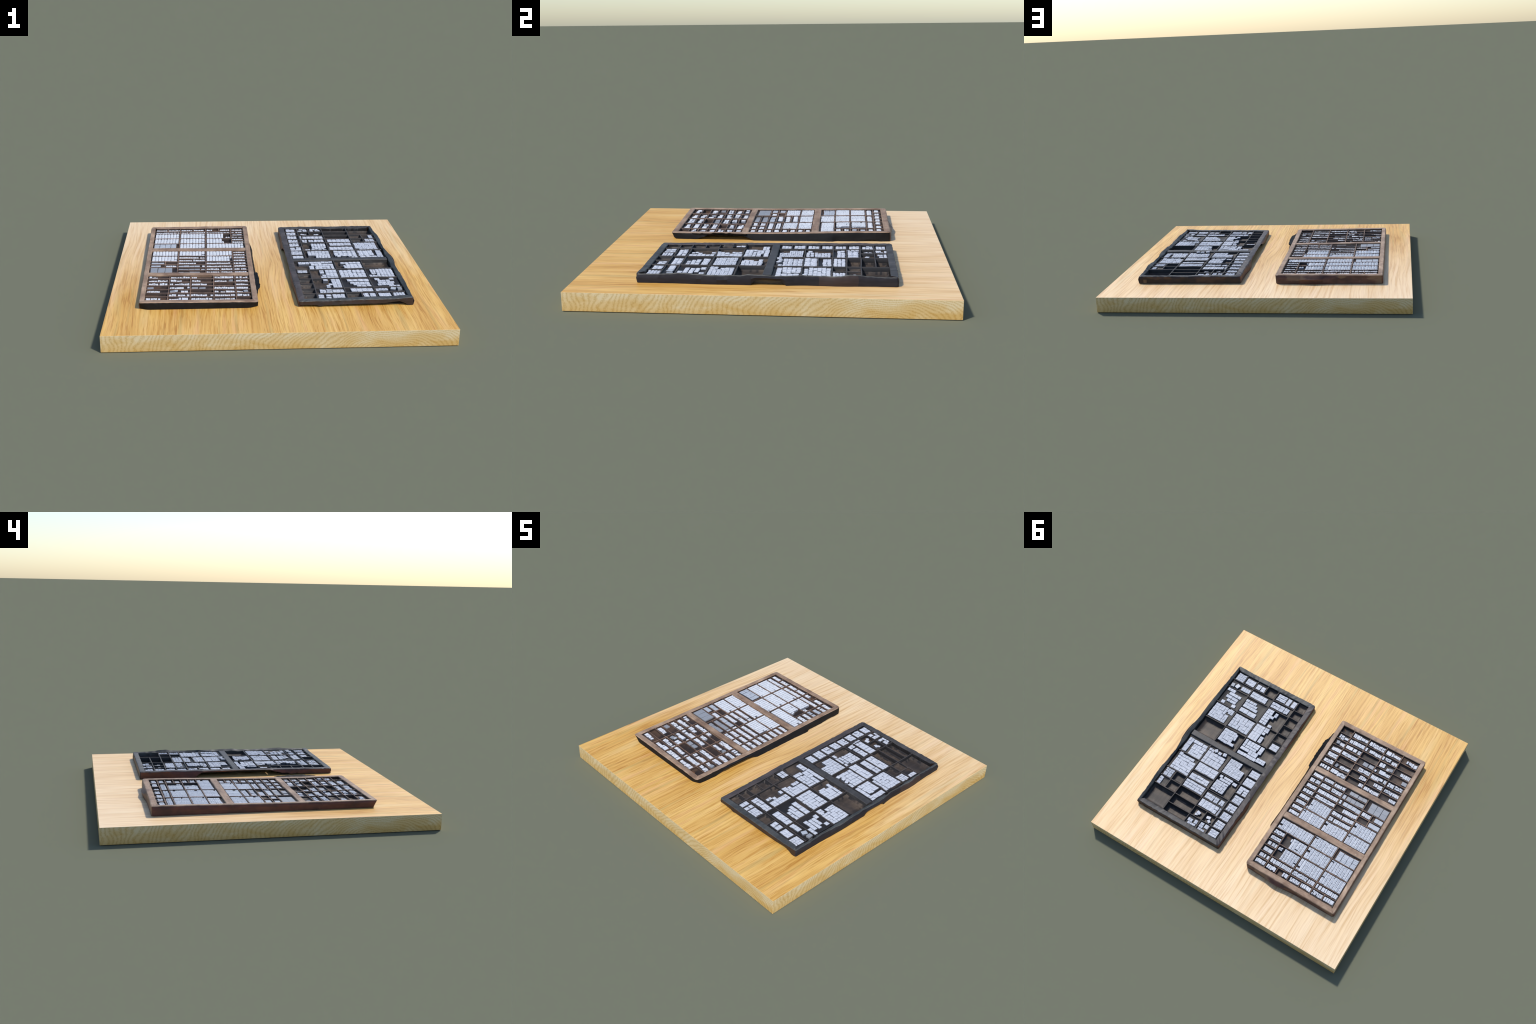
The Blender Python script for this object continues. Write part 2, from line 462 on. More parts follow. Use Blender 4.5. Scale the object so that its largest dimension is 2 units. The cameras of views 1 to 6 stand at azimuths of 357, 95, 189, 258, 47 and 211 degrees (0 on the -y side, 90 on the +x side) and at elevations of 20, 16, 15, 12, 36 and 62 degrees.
def floor_cell(B, x0, x1, y0, y1, level, rise, n=12, mat=0, edge=0.013):
    """Clogged cell bottom, slumped and swept up in a hollow along its walls."""
    verts, faces, mats = [], [], []
    for j in range(n + 1):
        for i in range(n + 1):
            x, y = lerp(x0, x1, i / n), lerp(y0, y1, j / n)
            e = min(abs(x - x0), abs(x - x1), abs(y - y0), abs(y - y1))
            z = level(x, y) if callable(level) else level
            z += rise * max(0, 1 - e / 0.022) ** 2 + wob(x * 40, y * 40) * .0012
            verts.append((x, y, max(z, FLOOR)))
    for j in range(n):
        for i in range(n):
            a = j * (n + 1) + i
            faces.append((a, a + 1, a + n + 2, a + n + 1))
            x, y, _ = verts[a]
            e = min(abs(x - x0), abs(x - x1), abs(y - y0), abs(y - y1))
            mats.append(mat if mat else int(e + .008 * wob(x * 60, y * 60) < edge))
    B.add(verts, faces, mats)

def slab(B, x0, x1, y0, y1, z0, z1, mat=0):
    B.add([(x0, y0, z0), (x1, y0, z0), (x1, y1, z0), (x0, y1, z0), (x0, y0, z1), (x1, y0, z1), (x1, y1, z1), (x0, y1, z1)],
          [(0, 1, 2, 3), (4, 5, 6, 7), (0, 1, 5, 4), (1, 2, 6, 5), (2, 3, 7, 6), (3, 0, 4, 7)], mat)

def hollow_a(x, y): return x > -.245 and -.50 < y < -.15
def hollow_b(x, y): return x < .43 and -.29 < y < .31
HANG = .121     # how far down things reach where a tray is open underneath
low_a = lambda x, y: HANG if hollow_a(x, y) else FLOOR + .0008
low_b = lambda x, y: HANG if hollow_b(x, y) else FLOOR + .0008

# =================================================================== CASE A
def case_a():
    XL, XR, YF, YB = -0.810, -0.115, -0.657, 0.699
    FL, FR, BR, BL = (-.8115, -.663), (-.1105, -.660), (-.117, .701), (-.815, .701)
    ix0, ix1, iy0, iy1 = -0.150, -0.781, -0.620, 0.660
    top = empty("type_case")
    low = low_a
    top["label"] = "worn brown wooden tray of small compartments packed with lead type"
    top["category"] = "type case"
    zt = lambda x, y: (lambda u, v: lerp(lerp(.1500, .1440, u), lerp(.1590, .1600, u), v) - .0075 * max(0, 1 - ((v - .38) / .42) ** 2) * (.5 + .5 * max(0, min(1, 1.6 * u))))((x - XL) / (XR - XL), (y - YF) / (YB - YF))
    rim = lambda x, y: zt(x, y) + wob(x * 9, y * 9, 3) * .0014 + wob(x * 45, y * 45, 5) * .0008
    cell = lambda x, y: zt(x, y) - .0035

    jag = lambda y, f=60: wob(y * f, 2.2) * .004
    def right(y, s):     # +x rail: black side, split open and lifted towards the front
        zb = curve([(-.66, .104), (-.60, .101), (-.52, .101), (-.48, .116), (-.43, .133), (-.24, .130), (-.20, .122), (-.15, .1005),
                    (.50, .1015), (.56, .112), (.60, .112), (.64, .103), (.70, .103)], y) + max(0, jag(y)) * .6
        bot = curve([(-.66, 0), (-.5, .006), (-.40, .018), (-.25, .018), (-.19, .016), (-.14, .018), (.2, .016), (.34, .020), (.36, .007), (.60, .004), (.69, -.004)], y)
        t = rim(XR, y)
        return dict(zb=min(zb, t - .006), zt=t, bot=bot + jag(y, 40) * .4, mid=bot * .5, inn=wob(y * 10, 8) * .001,
                    foot=low(XR - .03, y) - .004)
    def left(y, s):
        return dict(zb=.1025, zt=rim(XL, y), bot=.001 + wob(y * 6, 5) * .0015, mid=.002 + wob(y * 6, 1) * .001, inn=wob(y * 10, 9) * .001,
                    dip=.001)
    def front(x, s):
        rnd = bump(x, XL, .03) + bump(x, XR, .03)
        return dict(zb=.1015 + .004 * rnd, zt=rim(x, YF), bot=-.003 - .016 * rnd + wob(x * 8, 4) * .001, mid=.001 - .009 * rnd)
    def back(x, s):
        bulge = .024 * bump(x, -.36, .10) + .006 * bump(x, -.20, .07)
        return dict(zb=.1015, zt=rim(x, YB), bot=.002 + bulge * .5, mid=bulge, top=.0015 * wob(x * 15, 7))
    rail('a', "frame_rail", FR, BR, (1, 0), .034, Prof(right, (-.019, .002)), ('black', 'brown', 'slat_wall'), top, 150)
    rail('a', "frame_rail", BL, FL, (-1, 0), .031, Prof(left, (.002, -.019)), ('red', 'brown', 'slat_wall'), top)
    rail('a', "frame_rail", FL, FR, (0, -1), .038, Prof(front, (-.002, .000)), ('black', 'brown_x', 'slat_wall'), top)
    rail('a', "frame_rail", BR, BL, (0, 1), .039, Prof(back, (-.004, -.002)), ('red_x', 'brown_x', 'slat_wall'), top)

    # torn black lip standing out from the split side
    B = Build()
    n, verts, faces = 60, [], []
    for i in range(n + 1):
        y = lerp(-.535, -.186, i / n)
        w = curve([(-.535, .001), (-.52, .008), (-.46, .016), (-.44, .027), (-.40, .030), (-.385, .026), (-.30, .029), (-.26, .026), (-.21, .026), (-.186, .022)], y)
        w += wob(y * 70, 5) * .003
        z = zt(XR, y) - .004 - .003 * wob(y * 20, 1)
        up = .011 * bump(y, -.34, .13)
        for o, dz in ((-.004, 0), (w * .6, up * .6), (w, up + wob(y * 40) * .003), (w * .9, up - .008), (-.004, -.008)):
            verts.append((XR + o, y, z + dz))
    for i in range(n):
        for j in range(5):
            faces.append((i * 5 + j, i * 5 + (j + 1) % 5, (i + 1) * 5 + (j + 1) % 5, (i + 1) * 5 + j))
    faces += [tuple(range(5)), tuple(n * 5 + j for j in range(5))]
    B.add(verts, faces)
    B.obj("torn_edge", [M['black']], top, smooth=math.radians(35))

    # cross bars
    for y0, y1 in ((-.222, -.181), (.214, .260)):
        B = Build()
        n = 24
        verts, faces = [], []
        for i in range(n + 1):
            x = lerp(ix0 + .002, ix1 - .002, i / n)
            t = rim(x, (y0 + y1) / 2) - .0012
            a, b = y0 + wob(x * 9, y0) * .002, y1 + wob(x * 9, y1) * .002
            zl = low(x, (y0 + y1) / 2) - .003
            for y, z in ((a, zl), (a, t - .003), (a + .003, t), (b - .003, t), (b, t - .003), (b, zl)):
                verts.append((x, y, z))
        for i in range(n):
            for j in range(6):
                faces.append((i * 6 + j, i * 6 + (j + 1) % 6, (i + 1) * 6 + (j + 1) % 6, (i + 1) * 6 + j))
        faces += [tuple(range(6)), tuple(n * 6 + j for j in range(6))]
        B.add(verts, faces)
        B.obj("cross_bar", [M['brown_x']], top, smooth=math.radians(40))

    # partitions of the three bands
    V1 = [-.238, -.372, -.514, -.647]
    V2 = [-.240, -.420, -.603]
    Y1 = [-.620, -.563, -.506, -.449, -.390, -.333, -.276, -.222]
    Y2 = [-.181, -.134, -.081, -.030, .021, .070, .121, .168, .214]
    Y3 = [.260, .310, .356, .408, .456, .506, .559, .609, .660]
    TH = .0052
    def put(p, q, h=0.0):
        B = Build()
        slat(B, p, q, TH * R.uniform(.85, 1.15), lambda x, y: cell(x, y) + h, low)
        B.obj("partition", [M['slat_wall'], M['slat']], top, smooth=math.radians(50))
    for x in V1: put((x, Y1[0] - .002), (x + R.uniform(-.002, .002), Y1[-1] + .001))
    for x in V2: put((x, Y2[0] - .001), (x, Y2[-1] + .001))
    put((V2[0], Y3[2]), (V2[0], Y3[-1] + .002))
    for x in V2[1:]: put((x, Y3[0] - .001), (x, Y3[-1] + .002))
    cols1 = [ix0] + V1 + [ix1]
    cols2 = [ix0] + V2 + [ix1]
    e = TH / 2 + .0002
    def cross(xa, xb, y):
        put((xa - (e if xa != ix0 else -.002), y + R.uniform(-.0012, .0012)), (xb + (e if xb != ix1 else -.002), y + R.uniform(-.0012, .0012)), -.0006)
    for c in range(5):
        for y in Y1[1:-1]: cross(cols1[c], cols1[c + 1], y)
    rows2 = {0: range(1, 8), 1: (1, 2, 3, 4, 6), 2: range(1, 7), 3: (2, 3, 4, 6)}
    for c, rr in rows2.items():
        for r in rr: cross(cols2[c], cols2[c + 1], Y2[r])
    cross(cols2[0], cols2[2], Y3[2])
    rows3 = {0: range(3, 8), 1: (4, 6, 7), 2: (2, 4, 6, 7), 3: (2, 4, 6, 7)}
    for c, rr in rows3.items():
        for r in rr: cross(cols2[c], cols2[c + 1], Y3[r])
    half = [(-.327, Y2[0], Y2[2]), (-.685, Y2[2], Y2[4]), (-.327, Y3[7], Y3[8]), (-.512, Y3[7], Y3[8]), (-.693, Y3[7], Y3[8])]
    for x, a, b in half: put((x, a + (e if a not in (Y2[0],) else 0)), (x, b - e * (b != Y3[8])), -.0006)

    # tray bottom
    B = Build()
    slab(B, -.245, XL + .02, YF + .02, YB - .02, .1035, FLOOR)
    slab(B, XR - .02, -.246, YF + .02, -.505, .1035, FLOOR)
    slab(B, XR - .02, -.246, -.145, YB - .02, .1035, FLOOR)
    B.obj("tray_floor", [M['floor_a']], top)
    B = Build()
    w = TH / 2 - .001
    def line(xa, xb, ya, yb, d=.018): floor_cell(B, xa - w, xb + w, ya + w, yb - w, lambda x, y: zt(x, y) - d, .006, edge=-1)
    bare = {(0, 0), (1, 4), (2, 2), (4, 1), (2, 6), (2, 5)}
    for c in range(5):
        for r in range(7): line(cols1[c], cols1[c + 1], Y1[r], Y1[r + 1], .025 if (c, r) in bare else .0175)
    for c, rr in rows2.items():
        ed = [0] + list(rr) + [8]
        for a, b in zip(ed, ed[1:]): line(cols2[c], cols2[c + 1], Y2[a], Y2[b], .017)
    line(cols2[0], cols2[2], Y3[0], Y3[2], .018)
    for c, rr in rows3.items():
        ed = ([2] if c < 2 else [0]) + list(rr) + [8]
        for a, b in zip(ed, ed[1:]): line(cols2[c], cols2[c + 1], Y3[a], Y3[b], .024 if c == 1 else .018)
    B.obj("cell_lining", [M['floor_a']], top, smooth=1.2)["kind"] = "stuff"

    # --- the type itself
    def strip(xa, xb, ya, yb, spans, kind='type', jumble=False, lo=.20, hi=.76, pitch=.0125, ny=None, **kw):
        for s in spans:
            a, b = s[0], s[1]
            kd = s[2] if len(s) > 2 else kind
            x0, x1 = lerp(xa - .003, xb + .003, a), lerp(xa - .003, xb + .003, b)
            j = R.uniform(-.03, .03)
            y0, y1 = lerp(ya + .003, yb - .003, lo + j), lerp(ya + .003, yb - .003, hi + j)
            if jumble and kd == 'type' and b - a > .3:
                m = 2 if b - a < .6 else R.choice((2, 3))
                cuts = [0] + sorted(R.uniform(.25, .75) for _ in range(m - 1)) + [1]
                for c0, c1 in zip(cuts, cuts[1:]):
                    if c1 - c0 < .1: continue
                    sh, top_, g = R.uniform(-.004, .004), R.uniform(.75, 1.15), .0012 * R.random()
                    xa_, xb_ = lerp(x0, x1, c0), lerp(x0, x1, c1) + g
                    ym, hh = (y0 + y1) / 2 + sh, (y1 - y0) / 2 * top_
                    fill('a', xa_, xb_, ym - hh, ym + hh, max(1, round((xa_ - xb_) / (pitch * R.uniform(.75, 1.2)))), R.choice((1, 1, 2)), zt,
                         gap=.0011, low=low, drop=.0095 + R.uniform(-.002, .003), turn=R.gauss(0, .03), calm=1.5)
                continue
            p = pitch * (2.8 if kd != 'type' else R.uniform(.9, 1.2))
            nx = max(1, round((x0 - x1) / p))
            rows = (ny or R.choice((1, 1, 2))) if kd == 'type' else 1
            fill('a', x0, x1, y0, y1, nx, rows, zt, kd, gap=.0012, low=low, drop=kw.get('drop', .0095))
    S, P = 'space', 'pale'
    band1 = [
        [[], [(.05, .2), (.25, .97)], [(.48, .95)], [(.08, .98)], [(.05, .97)], [(.05, .95)], [(.05, .42), (.48, .66), (.74, .95)]],
        [[(.04, .98)], [(.04, .22), (.25, .98)], [(.03, .72), (.79, .98)], [(.02, .98)], [], [(.38, .98)], [(.04, .98)]],
        [[(.03, .97)], [(.0, .13), (.27, .98)], [], [(.33, .62, S), (.68, .97, S)], [(.28, .97)], [(.58, .97)], [(.74, .98)]],
        [[(.06, .97)], [(.0, .13), (.2, .98)], [(.08, .44)], [(.28, .98)], [(.03, .76), (.82, .98)], [(.42, .98)], [(.03, .97)]],
        [[(.32, .98)], [], [(.36, .98)], [(.68, .98, S)], [(.06, .98)], [(.06, .98)], [(.56, .97)]]]
    for c, col in enumerate(band1):
        for r, spans in enumerate(col):
            strip(cols1[c], cols1[c + 1], Y1[r], Y1[r + 1], spans, jumble=True, hi=.80)
    for r in range(8):
        strip(cols2[0], cols2[1], Y2[r], Y2[r + 1], [(.05, .46), (.54, .97)] if r == 1 else [(.06, .96)], lo=.16, hi=.80)
    for r in (0, 1):
        strip(cols2[1], -.327, Y2[r], Y2[r + 1], [(.06, .95)], lo=.16, hi=.80)
    strip(-.327, cols2[2], Y2[0], Y2[1], [(.04, .68), (.74, .98)], lo=.16, hi=.80)
    strip(-.327, cols2[2], Y2[1], Y2[2], [(.03, .97)], lo=.16, hi=.80)
    strip(cols2[1], cols2[2], Y2[2], Y2[3], [(.05, .98)], lo=.16, hi=.80)
    strip(cols2[1], cols2[2], Y2[3], Y2[4], [(.08, .98)], lo=.16, hi=.80)
    for r, spans in enumerate([[(.2, .58, S), (.585, .98, S)], [(.0, .15, P), (.2, .6, S), (.605, .98, S)], [(.02, .12), (.2, .59, P), (.595, .98, P)],
                               [(.35, .98)], [(.02, .45), (.5, .98)], [(.02, .2), (.25, .98)]]):
        strip(cols2[2], cols2[3], Y2[r], Y2[r + 1], spans, lo=.14, hi=.86 if r in (0, 1, 2) else .82, drop=.012 if r < 2 else .0095)
    strip(cols2[3], -.685, Y2[2], Y2[3], [(.06, .95)], lo=.12, hi=.80)
    strip(-.685, cols2[4], Y2[2], Y2[3], [(.28, .98, P)], lo=.10, hi=.88)
    strip(-.685, cols2[4], Y2[3], Y2[4], [(.04, .98, P)], lo=.10, hi=.88)
    for r in range(2, 8):
        strip(cols2[0], cols2[1], Y3[r], Y3[r + 1],
              {4: [(.12, .42, P), (.48, .72, P), (.78, .97, P)], 5: [(.08, .92, P)], 6: [(.05, .42), (.48, .64), (.76, .97)]}.get(r, [(.05, .96)]), lo=.18, hi=.82)
    strip(cols2[1], cols2[2], Y3[6], Y3[7], [(.02, .9), (.92, .99)], lo=.12, hi=.84)
    strip(cols2[2], cols2[3], Y3[6], Y3[7], [(.02, .66), (.70, .98)], lo=.12, hi=.84)
    strip(cols2[3], cols2[4], Y3[6], Y3[7], [(.02, .10), (.12, .98)], lo=.12, hi=.84)
    for xa, xb, sp in ((cols2[1], -.327, [(.08, .95)]), (-.327, cols2[2], [(.5, .95)]), (cols2[2], -.512, [(.12, .97)]),
                       (-.512, cols2[3], [(.02, .16), (.19, .97)]), (cols2[3], -.693, [(.04, .58), (.60, .97)]), (-.693, cols2[4], [(.04, .97)])):
        strip(xa, xb, Y3[7], Y3[8], sp, lo=.14, hi=.82)

    def block(xa, xb, ya, yb, a0=.02, a1=.985, b0=.03, b1=.97, kind='type', cols=.0205, rows=.0078, notch=True, **kw):
        x0, x1 = lerp(xa - .003, xb + .003, a0), lerp(xa - .003, xb + .003, a1)
        y0, y1 = lerp(ya + .003, yb - .003, b0), lerp(ya + .003, yb - .003, b1)
        nx, ny = max(1, round((x0 - x1) / cols)), max(1, round((y1 - y0) / rows))
        dx = (x0 - x1) / nx
        if notch:       # a few sorts of the first column are gone
            k = R.randint(1, 2); at = R.randint(1, ny - 3); r = (y1 - y0) / ny
            fill('a', x0, x0 - dx, y0, y0 + at * r, 1, at, zt, kind, gap=.0023, gapy=.0003, calm=.25, low=low, drop=.0065, **kw)
            fill('a', x0, x0 - dx, y0 + (at + k) * r, y1, 1, ny - at - k, zt, kind, gap=.0023, gapy=.0003, calm=.25, drop=.0065, low=low, **kw)
        else:
            fill('a', x0, x0 - dx, y0, y1, 1, ny, zt, kind, gap=.0023, gapy=.0003, calm=.25, drop=.0065, low=low, **kw)
        st = R.getstate()
        for i in range(1, nx):
            xs = x0 - i * dx
            sh = R.uniform(-.0012, .0012)
            fill('a', xs, xs - dx, y0 + sh, y1 + sh, 1, ny, zt, kind, gap=.0023, gapy=.0003, calm=.25, drop=.0065, low=low, **kw)
    block(cols2[1], cols2[2], Y2[4], Y2[6], .10)
    fill('a', -.246, -.258, .092, .112, 1, 2, zt, gap=.0012)
    block(cols2[1], cols2[2], Y2[6], Y2[8], .0)
    block(cols2[2], cols2[3], Y2[6], Y2[8], .02)
    block(cols2[3], cols2[4], Y2[4], Y2[6], .02)
    block(cols2[3], cols2[4], Y2[6], Y2[8], .02)
    block(cols2[3], cols2[4], Y2[0], Y2[2], .17, .98, .12, .97, 'space', .040, .036, False)
    block(cols2[0], cols2[2], Y3[0], Y3[2], .02, .985, .10, .97)
    block(cols2[1], cols2[2], Y3[2], Y3[4], .36, .98, .08, .97, notch=False, miss=.02)
    fill('a', -.292, -.305, .372, .402, 1, 3, zt, gap=.0012)
    block(cols2[1], cols2[2], Y3[4], Y3[6], .30, .98, .06, .97, notch=False, miss=.02)
    fill('a', -.250, -.278, .470, .492, 2, 2, zt, gap=.0012)
    for r in (0, 2, 4): block(cols2[2], cols2[3], Y3[r], Y3[r + 2], .02)
    block(cols2[3], cols2[4], Y3[0], Y3[2], .10, .98, .16, .97, 'pale', .038, .0125, False)
    for r in (2, 4): block(cols2[3], cols2[4], Y3[r], Y3[r + 2], .02)
    # odd pieces
    for x, y, w, d, k in ((-.176, -.478, .024, .026, S), (-.262, -.305, .020, .026, S), (-.620, -.470, .030, .026, S), (-.600, -.462, .020, .024, P),
                          (-.525, -.412, .018, .018, 'type'), (-.440, .045, .026, .030, P), (-.700, .001, .018, .026, S)):
        loose('a', x, y, w, d, .020, R.uniform(-.4, .4), k, tilt=(R.uniform(-.2, .2), R.uniform(-.2, .2)))
    # split orange strips of lining paper curling in three emptied cells
    B = Build()
    for xa, xb, y in ((-.250, -.360, -.385), (-.385, -.500, -.500), (-.160, -.222, -.606), (-.385, -.47, -.268), (-.62, -.76, -.160)):
        n, vv, ff = 10, [], []
        for i in range(n + 1):
            t = i / n
            x = lerp(xa, xb, t)
            yy = y + .012 * math.sin(t * math.pi) + .002 * wob(x * 40, y)
            z = FLOOR + .016 - .008 * math.sin(t * math.pi)
            vv += [(x, yy, z - .004), (x, yy - .002, z), (x, yy + .002, z), (x, yy + .003, z - .004)]
        for i in range(n):
            for j in range(4):
                ff.append((i * 4 + j, i * 4 + (j + 1) % 4, (i + 1) * 4 + (j + 1) % 4, (i + 1) * 4 + j))
        ff += [(0, 1, 2, 3), tuple(n * 4 + j for j in range(4))]
        B.add(vv, ff)
    B.obj("lining_strip", [M['orange']], top, smooth=.8)["kind"] = "stuff"
    return top

# =================================================================== CASE B
def case_b():
    XL, XR, YF, YB = 0.120, 0.810, -0.656, 0.699
    FL, FR, BR, BL = (.128, -.660), (.818, -.657), (.808, .700), (.114, .698)
    ix0, ix1, iy0, iy1 = 0.786, 0.160, -0.618, 0.660
    top = empty("type_case")
    low = low_b
    top["label"] = "blackened wooden tray with uneven rim holding larger lead type"
    top["category"] = "type case"
    zt = lambda x, y: (lambda u, v: lerp(lerp(.1390, .1475, u), lerp(.1505, .1505, u), v))((x - XL) / (XR - XL), (y - YF) / (YB - YF))
    rim = lambda x, y: zt(x, y) + wob(x * 11, y * 11, 8) * .0025 + wob(x * 50, y * 50, 2) * .0012
    cell = lambda x, y: zt(x, y) - .003

    jag = lambda y, f=60: wob(y * f, 4.2) * .004
    def right(y, s):        # +x rail: swollen, wavy, with a bite out of the bottom
        zb = curve([(-.66, .1015), (-.052, .1015), (-.050, .114), (-.030, .128), (.02, .131), (.095, .127), (.113, .117), (.124, .101), (.70, .1012)], y)
        swell = .018 * bump(y, .05, .13) + .010 * bump(y, .40, .10) + .012 * bump(y, -.25, .16) - .004 * bump(y, .20, .05)
        lift = .007 * bump(y, -.02, .12) + .012 * bump(y, .47, .08) + .008 * bump(y, -.42, .12) + .004 * bump(y, .25, .1)
        return dict(zb=zb, zt=rim(XR, y) + lift + wob(y * 22, 3) * .0025, bot=swell * .8 + jag(y, 30) * .3, mid=swell + .004,
                    top=swell * .7 - .002 + wob(y * 14, 6) * .003, inn=.004 + wob(y * 13, 1) * .007 + .008 * bump(y, .20, .3), dip=.005 + lift * .8)
    def left(y, s):
        zb = curve([(-.66, .102), (-.44, .106), (-.405, .114), (-.363, .107), (-.335, .117), (-.30, .116), (-.238, .129), (-.21, .139), (.0, .1405), (.1, .136), (.27, .136),
                    (.30, .121), (.316, .103), (.70, .103)], y) + max(-.002, jag(y, 25)) * .8 * (bump(y, 0, .3))
        fl = .012 * bump(y, .36, .09) + .008 * bump(y, -.33, .14)
        return dict(zb=zb, zt=rim(XL, y) + wob(y * 9, 5) * .002, bot=fl, mid=fl * .6, top=wob(y * 12, 2) * .003, inn=wob(y * 12, 3) * .0015,
                    foot=low(XL + .03, y) - .002)
    def front(x, s):
        zb = curve([(.12, .102), (.127, .116), (.238, .115), (.262, .104), (.287, .112), (.45, .117), (.64, .118), (.72, .126), (.735, .127), (.765, .116), (.785, .103), (.82, .102)], x)
        return dict(zb=zb + jag(x, 30) * .4, zt=rim(x, YF) + .004 * bump(x, .80, .06), bot=-.002 + .006 * bump(x, .4, .25), mid=.003 * wob(x * 9, 1))
    def back(x, s):
        return dict(zb=.1015, zt=rim(x, YB) + wob(x * 16, 5) * .0025, bot=.001, mid=.002 * wob(x * 11, 2), top=-.001,
                    dip=.002 + .003 * bump(x, .68, .1), inn=wob(x * 14, 5) * .002)
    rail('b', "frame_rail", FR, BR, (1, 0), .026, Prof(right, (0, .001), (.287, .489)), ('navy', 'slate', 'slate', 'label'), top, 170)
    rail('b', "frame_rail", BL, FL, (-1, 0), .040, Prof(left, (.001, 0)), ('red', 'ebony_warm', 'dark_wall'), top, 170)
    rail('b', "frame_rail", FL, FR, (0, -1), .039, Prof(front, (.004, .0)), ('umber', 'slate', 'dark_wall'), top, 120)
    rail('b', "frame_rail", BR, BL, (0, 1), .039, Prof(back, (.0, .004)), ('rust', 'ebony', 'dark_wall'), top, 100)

    B = Build()
    slab(B, .750, .773, YB + .0005, YB + .0035, .106, .129)
    B.obj("paper_tag", [M['tag']], top)

    # cross bar, widening towards +x
    B = Build()
    n, verts, faces = 24, [], []
    for i in range(n + 1):
        x = lerp(ix0 + .002, ix1 - .002, i / n)
        t = rim(x, .02) - .0005
        a = lerp(-.001, .003, min(1, i / 8)) + wob(x * 9, 1) * .002
        b = .047 + wob(x * 9, 2) * .002
        zl = low(x, .02) - .003
        for y, z in ((a, zl), (a, t - .004), (a + .004, t), (b - .004, t), (b, t - .004), (b, zl)):
            verts.append((x, y, z))
    for i in range(n):
        for j in range(6):
            faces.append((i * 6 + j, i * 6 + (j + 1) % 6, (i + 1) * 6 + (j + 1) % 6, (i + 1) * 6 + j))
    faces += [tuple(range(6)), tuple(n * 6 + j for j in range(6))]
    B.add(verts, faces)
    B.obj("cross_bar", [M['ebony']], top, smooth=math.radians(40))

    V = [.609, .427, .248]
    YA = [-.618, -.538, -.461, -.302, -.147, .002]
    YH = [.047, .119, .200, .280, .358, .435, .512, .589, .660]
    TH = .0062
    e = TH / 2 + .0002
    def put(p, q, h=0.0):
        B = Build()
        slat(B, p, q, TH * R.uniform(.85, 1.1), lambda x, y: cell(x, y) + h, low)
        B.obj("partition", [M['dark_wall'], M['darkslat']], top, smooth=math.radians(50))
    cols = [ix0] + V + [ix1]
    def cross(xa, xb, y):
        put((xa - (e if xa != ix0 else -.002), y + R.uniform(-.0015, .0015)), (xb + (e if xb != ix1 else -.002), y + R.uniform(-.0015, .0015)), -.0006)
    put((V[0], YA[0] - .002), (V[0], YA[-1])); put((V[1], YA[0] - .002), (V[1], YA[-1])); put((V[2], YA[0] - .002), (V[2], YA[4] + .003))
    for x in V: put((x, YH[0]), (x, YH[-1] + .002))
    for c in range(3):
        for y in YA[1:4]: cross(cols[c], cols[c + 1], y)
    cross(cols[0], cols[1], YA[4]); cross(cols[1], cols[2], YA[4]); cross(cols[2], cols[4], YA[4] - .004)
    for y in (-.541, -.468, -.388, -.306, -.228): cross(cols[3], cols[4], y)
    put((.704, YA[0]), (.704, YA[1] - e)); put((.520, YA[0]), (.520, YA[1] - e)); put((.336, YA[0]), (.336, YA[1] - e), -.004)
    rows = {0: (2, 4, 6), 1: range(2, 8), 2: (2, 4, 5, 6), 3: range(1, 8)}
    for c, rr in rows.items():
        for r in rr: cross(cols[c], cols[c + 1], YH[r])
    put((.697, YH[4] + e), (.697, YH[6] - e)); put((cols[0] + .002, YH[5]), (.700, YH[5])); put((.694, YH[5]), (V[0] + e, YH[5]))
    put((cols[2] - e, YH[7]), (cols[3] + e, YH[7])); put((.328, YH[6] + e), (.328, YH[7] - e)); put((.328, YH[7] + e), (.328, YH[8] + .002))

    # tray bottom: slab, plus hollowed paper linings of the emptier cells
    B = Build()
    slab(B, XR - .012, .43, YF + .02, YB - .02, .1035, FLOOR - .001)
    slab(B, .431, XL + .012, YF + .02, -.295, .1035, FLOOR - .001)
    slab(B, .431, XL + .012, .315, YB - .02, .1035, FLOOR - .001)
    B.obj("tray_floor", [M['floor_b']], top)
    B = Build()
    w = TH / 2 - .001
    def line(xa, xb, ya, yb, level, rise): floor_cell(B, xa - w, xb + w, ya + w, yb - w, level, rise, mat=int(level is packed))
    packed = lambda x, y: zt(x, y) - .0155
    sparse = lambda x, y: max(zt(x, y) - .028, HANG if hollow_b(x, y) else 0)
    # front half, column by column
    line(ix0, .704, YA[0], YA[1], packed, .004); line(.704, V[0], YA[0], YA[1], packed, .004)
    line(V[0], .520, YA[0], YA[1], packed, .004); line(.520, V[1], YA[0], YA[1], sparse, .014)
    line(V[1], .336, YA[0], YA[1], packed, .004); line(.336, V[2], YA[0], YA[1], packed, .004)
    for c in range(3): line(cols[c], cols[c + 1], YA[1], YA[2], packed, .004)
    line(ix0, V[0], YA[2], YA[3], packed, .006); line(V[0], V[1], YA[2], YA[3], packed, .006); line(V[1], V[2], YA[2], YA[3], sparse, .010)
    line(ix0, V[0], YA[3], YA[4], packed, .004); line(V[0], V[1], YA[3], YA[4], packed, .004); line(V[1], V[2], YA[3], YA[4], sparse, .010)
    line(ix0, V[0], YA[4], YA[5], FLOOR, .015); line(V[0], V[1], YA[4], YA[5], sparse, .010); line(V[1], ix1, YA[4], YA[5], sparse, .008)
    ys = [YA[0], -.541, -.468, -.388, -.306, -.228, YA[4]]
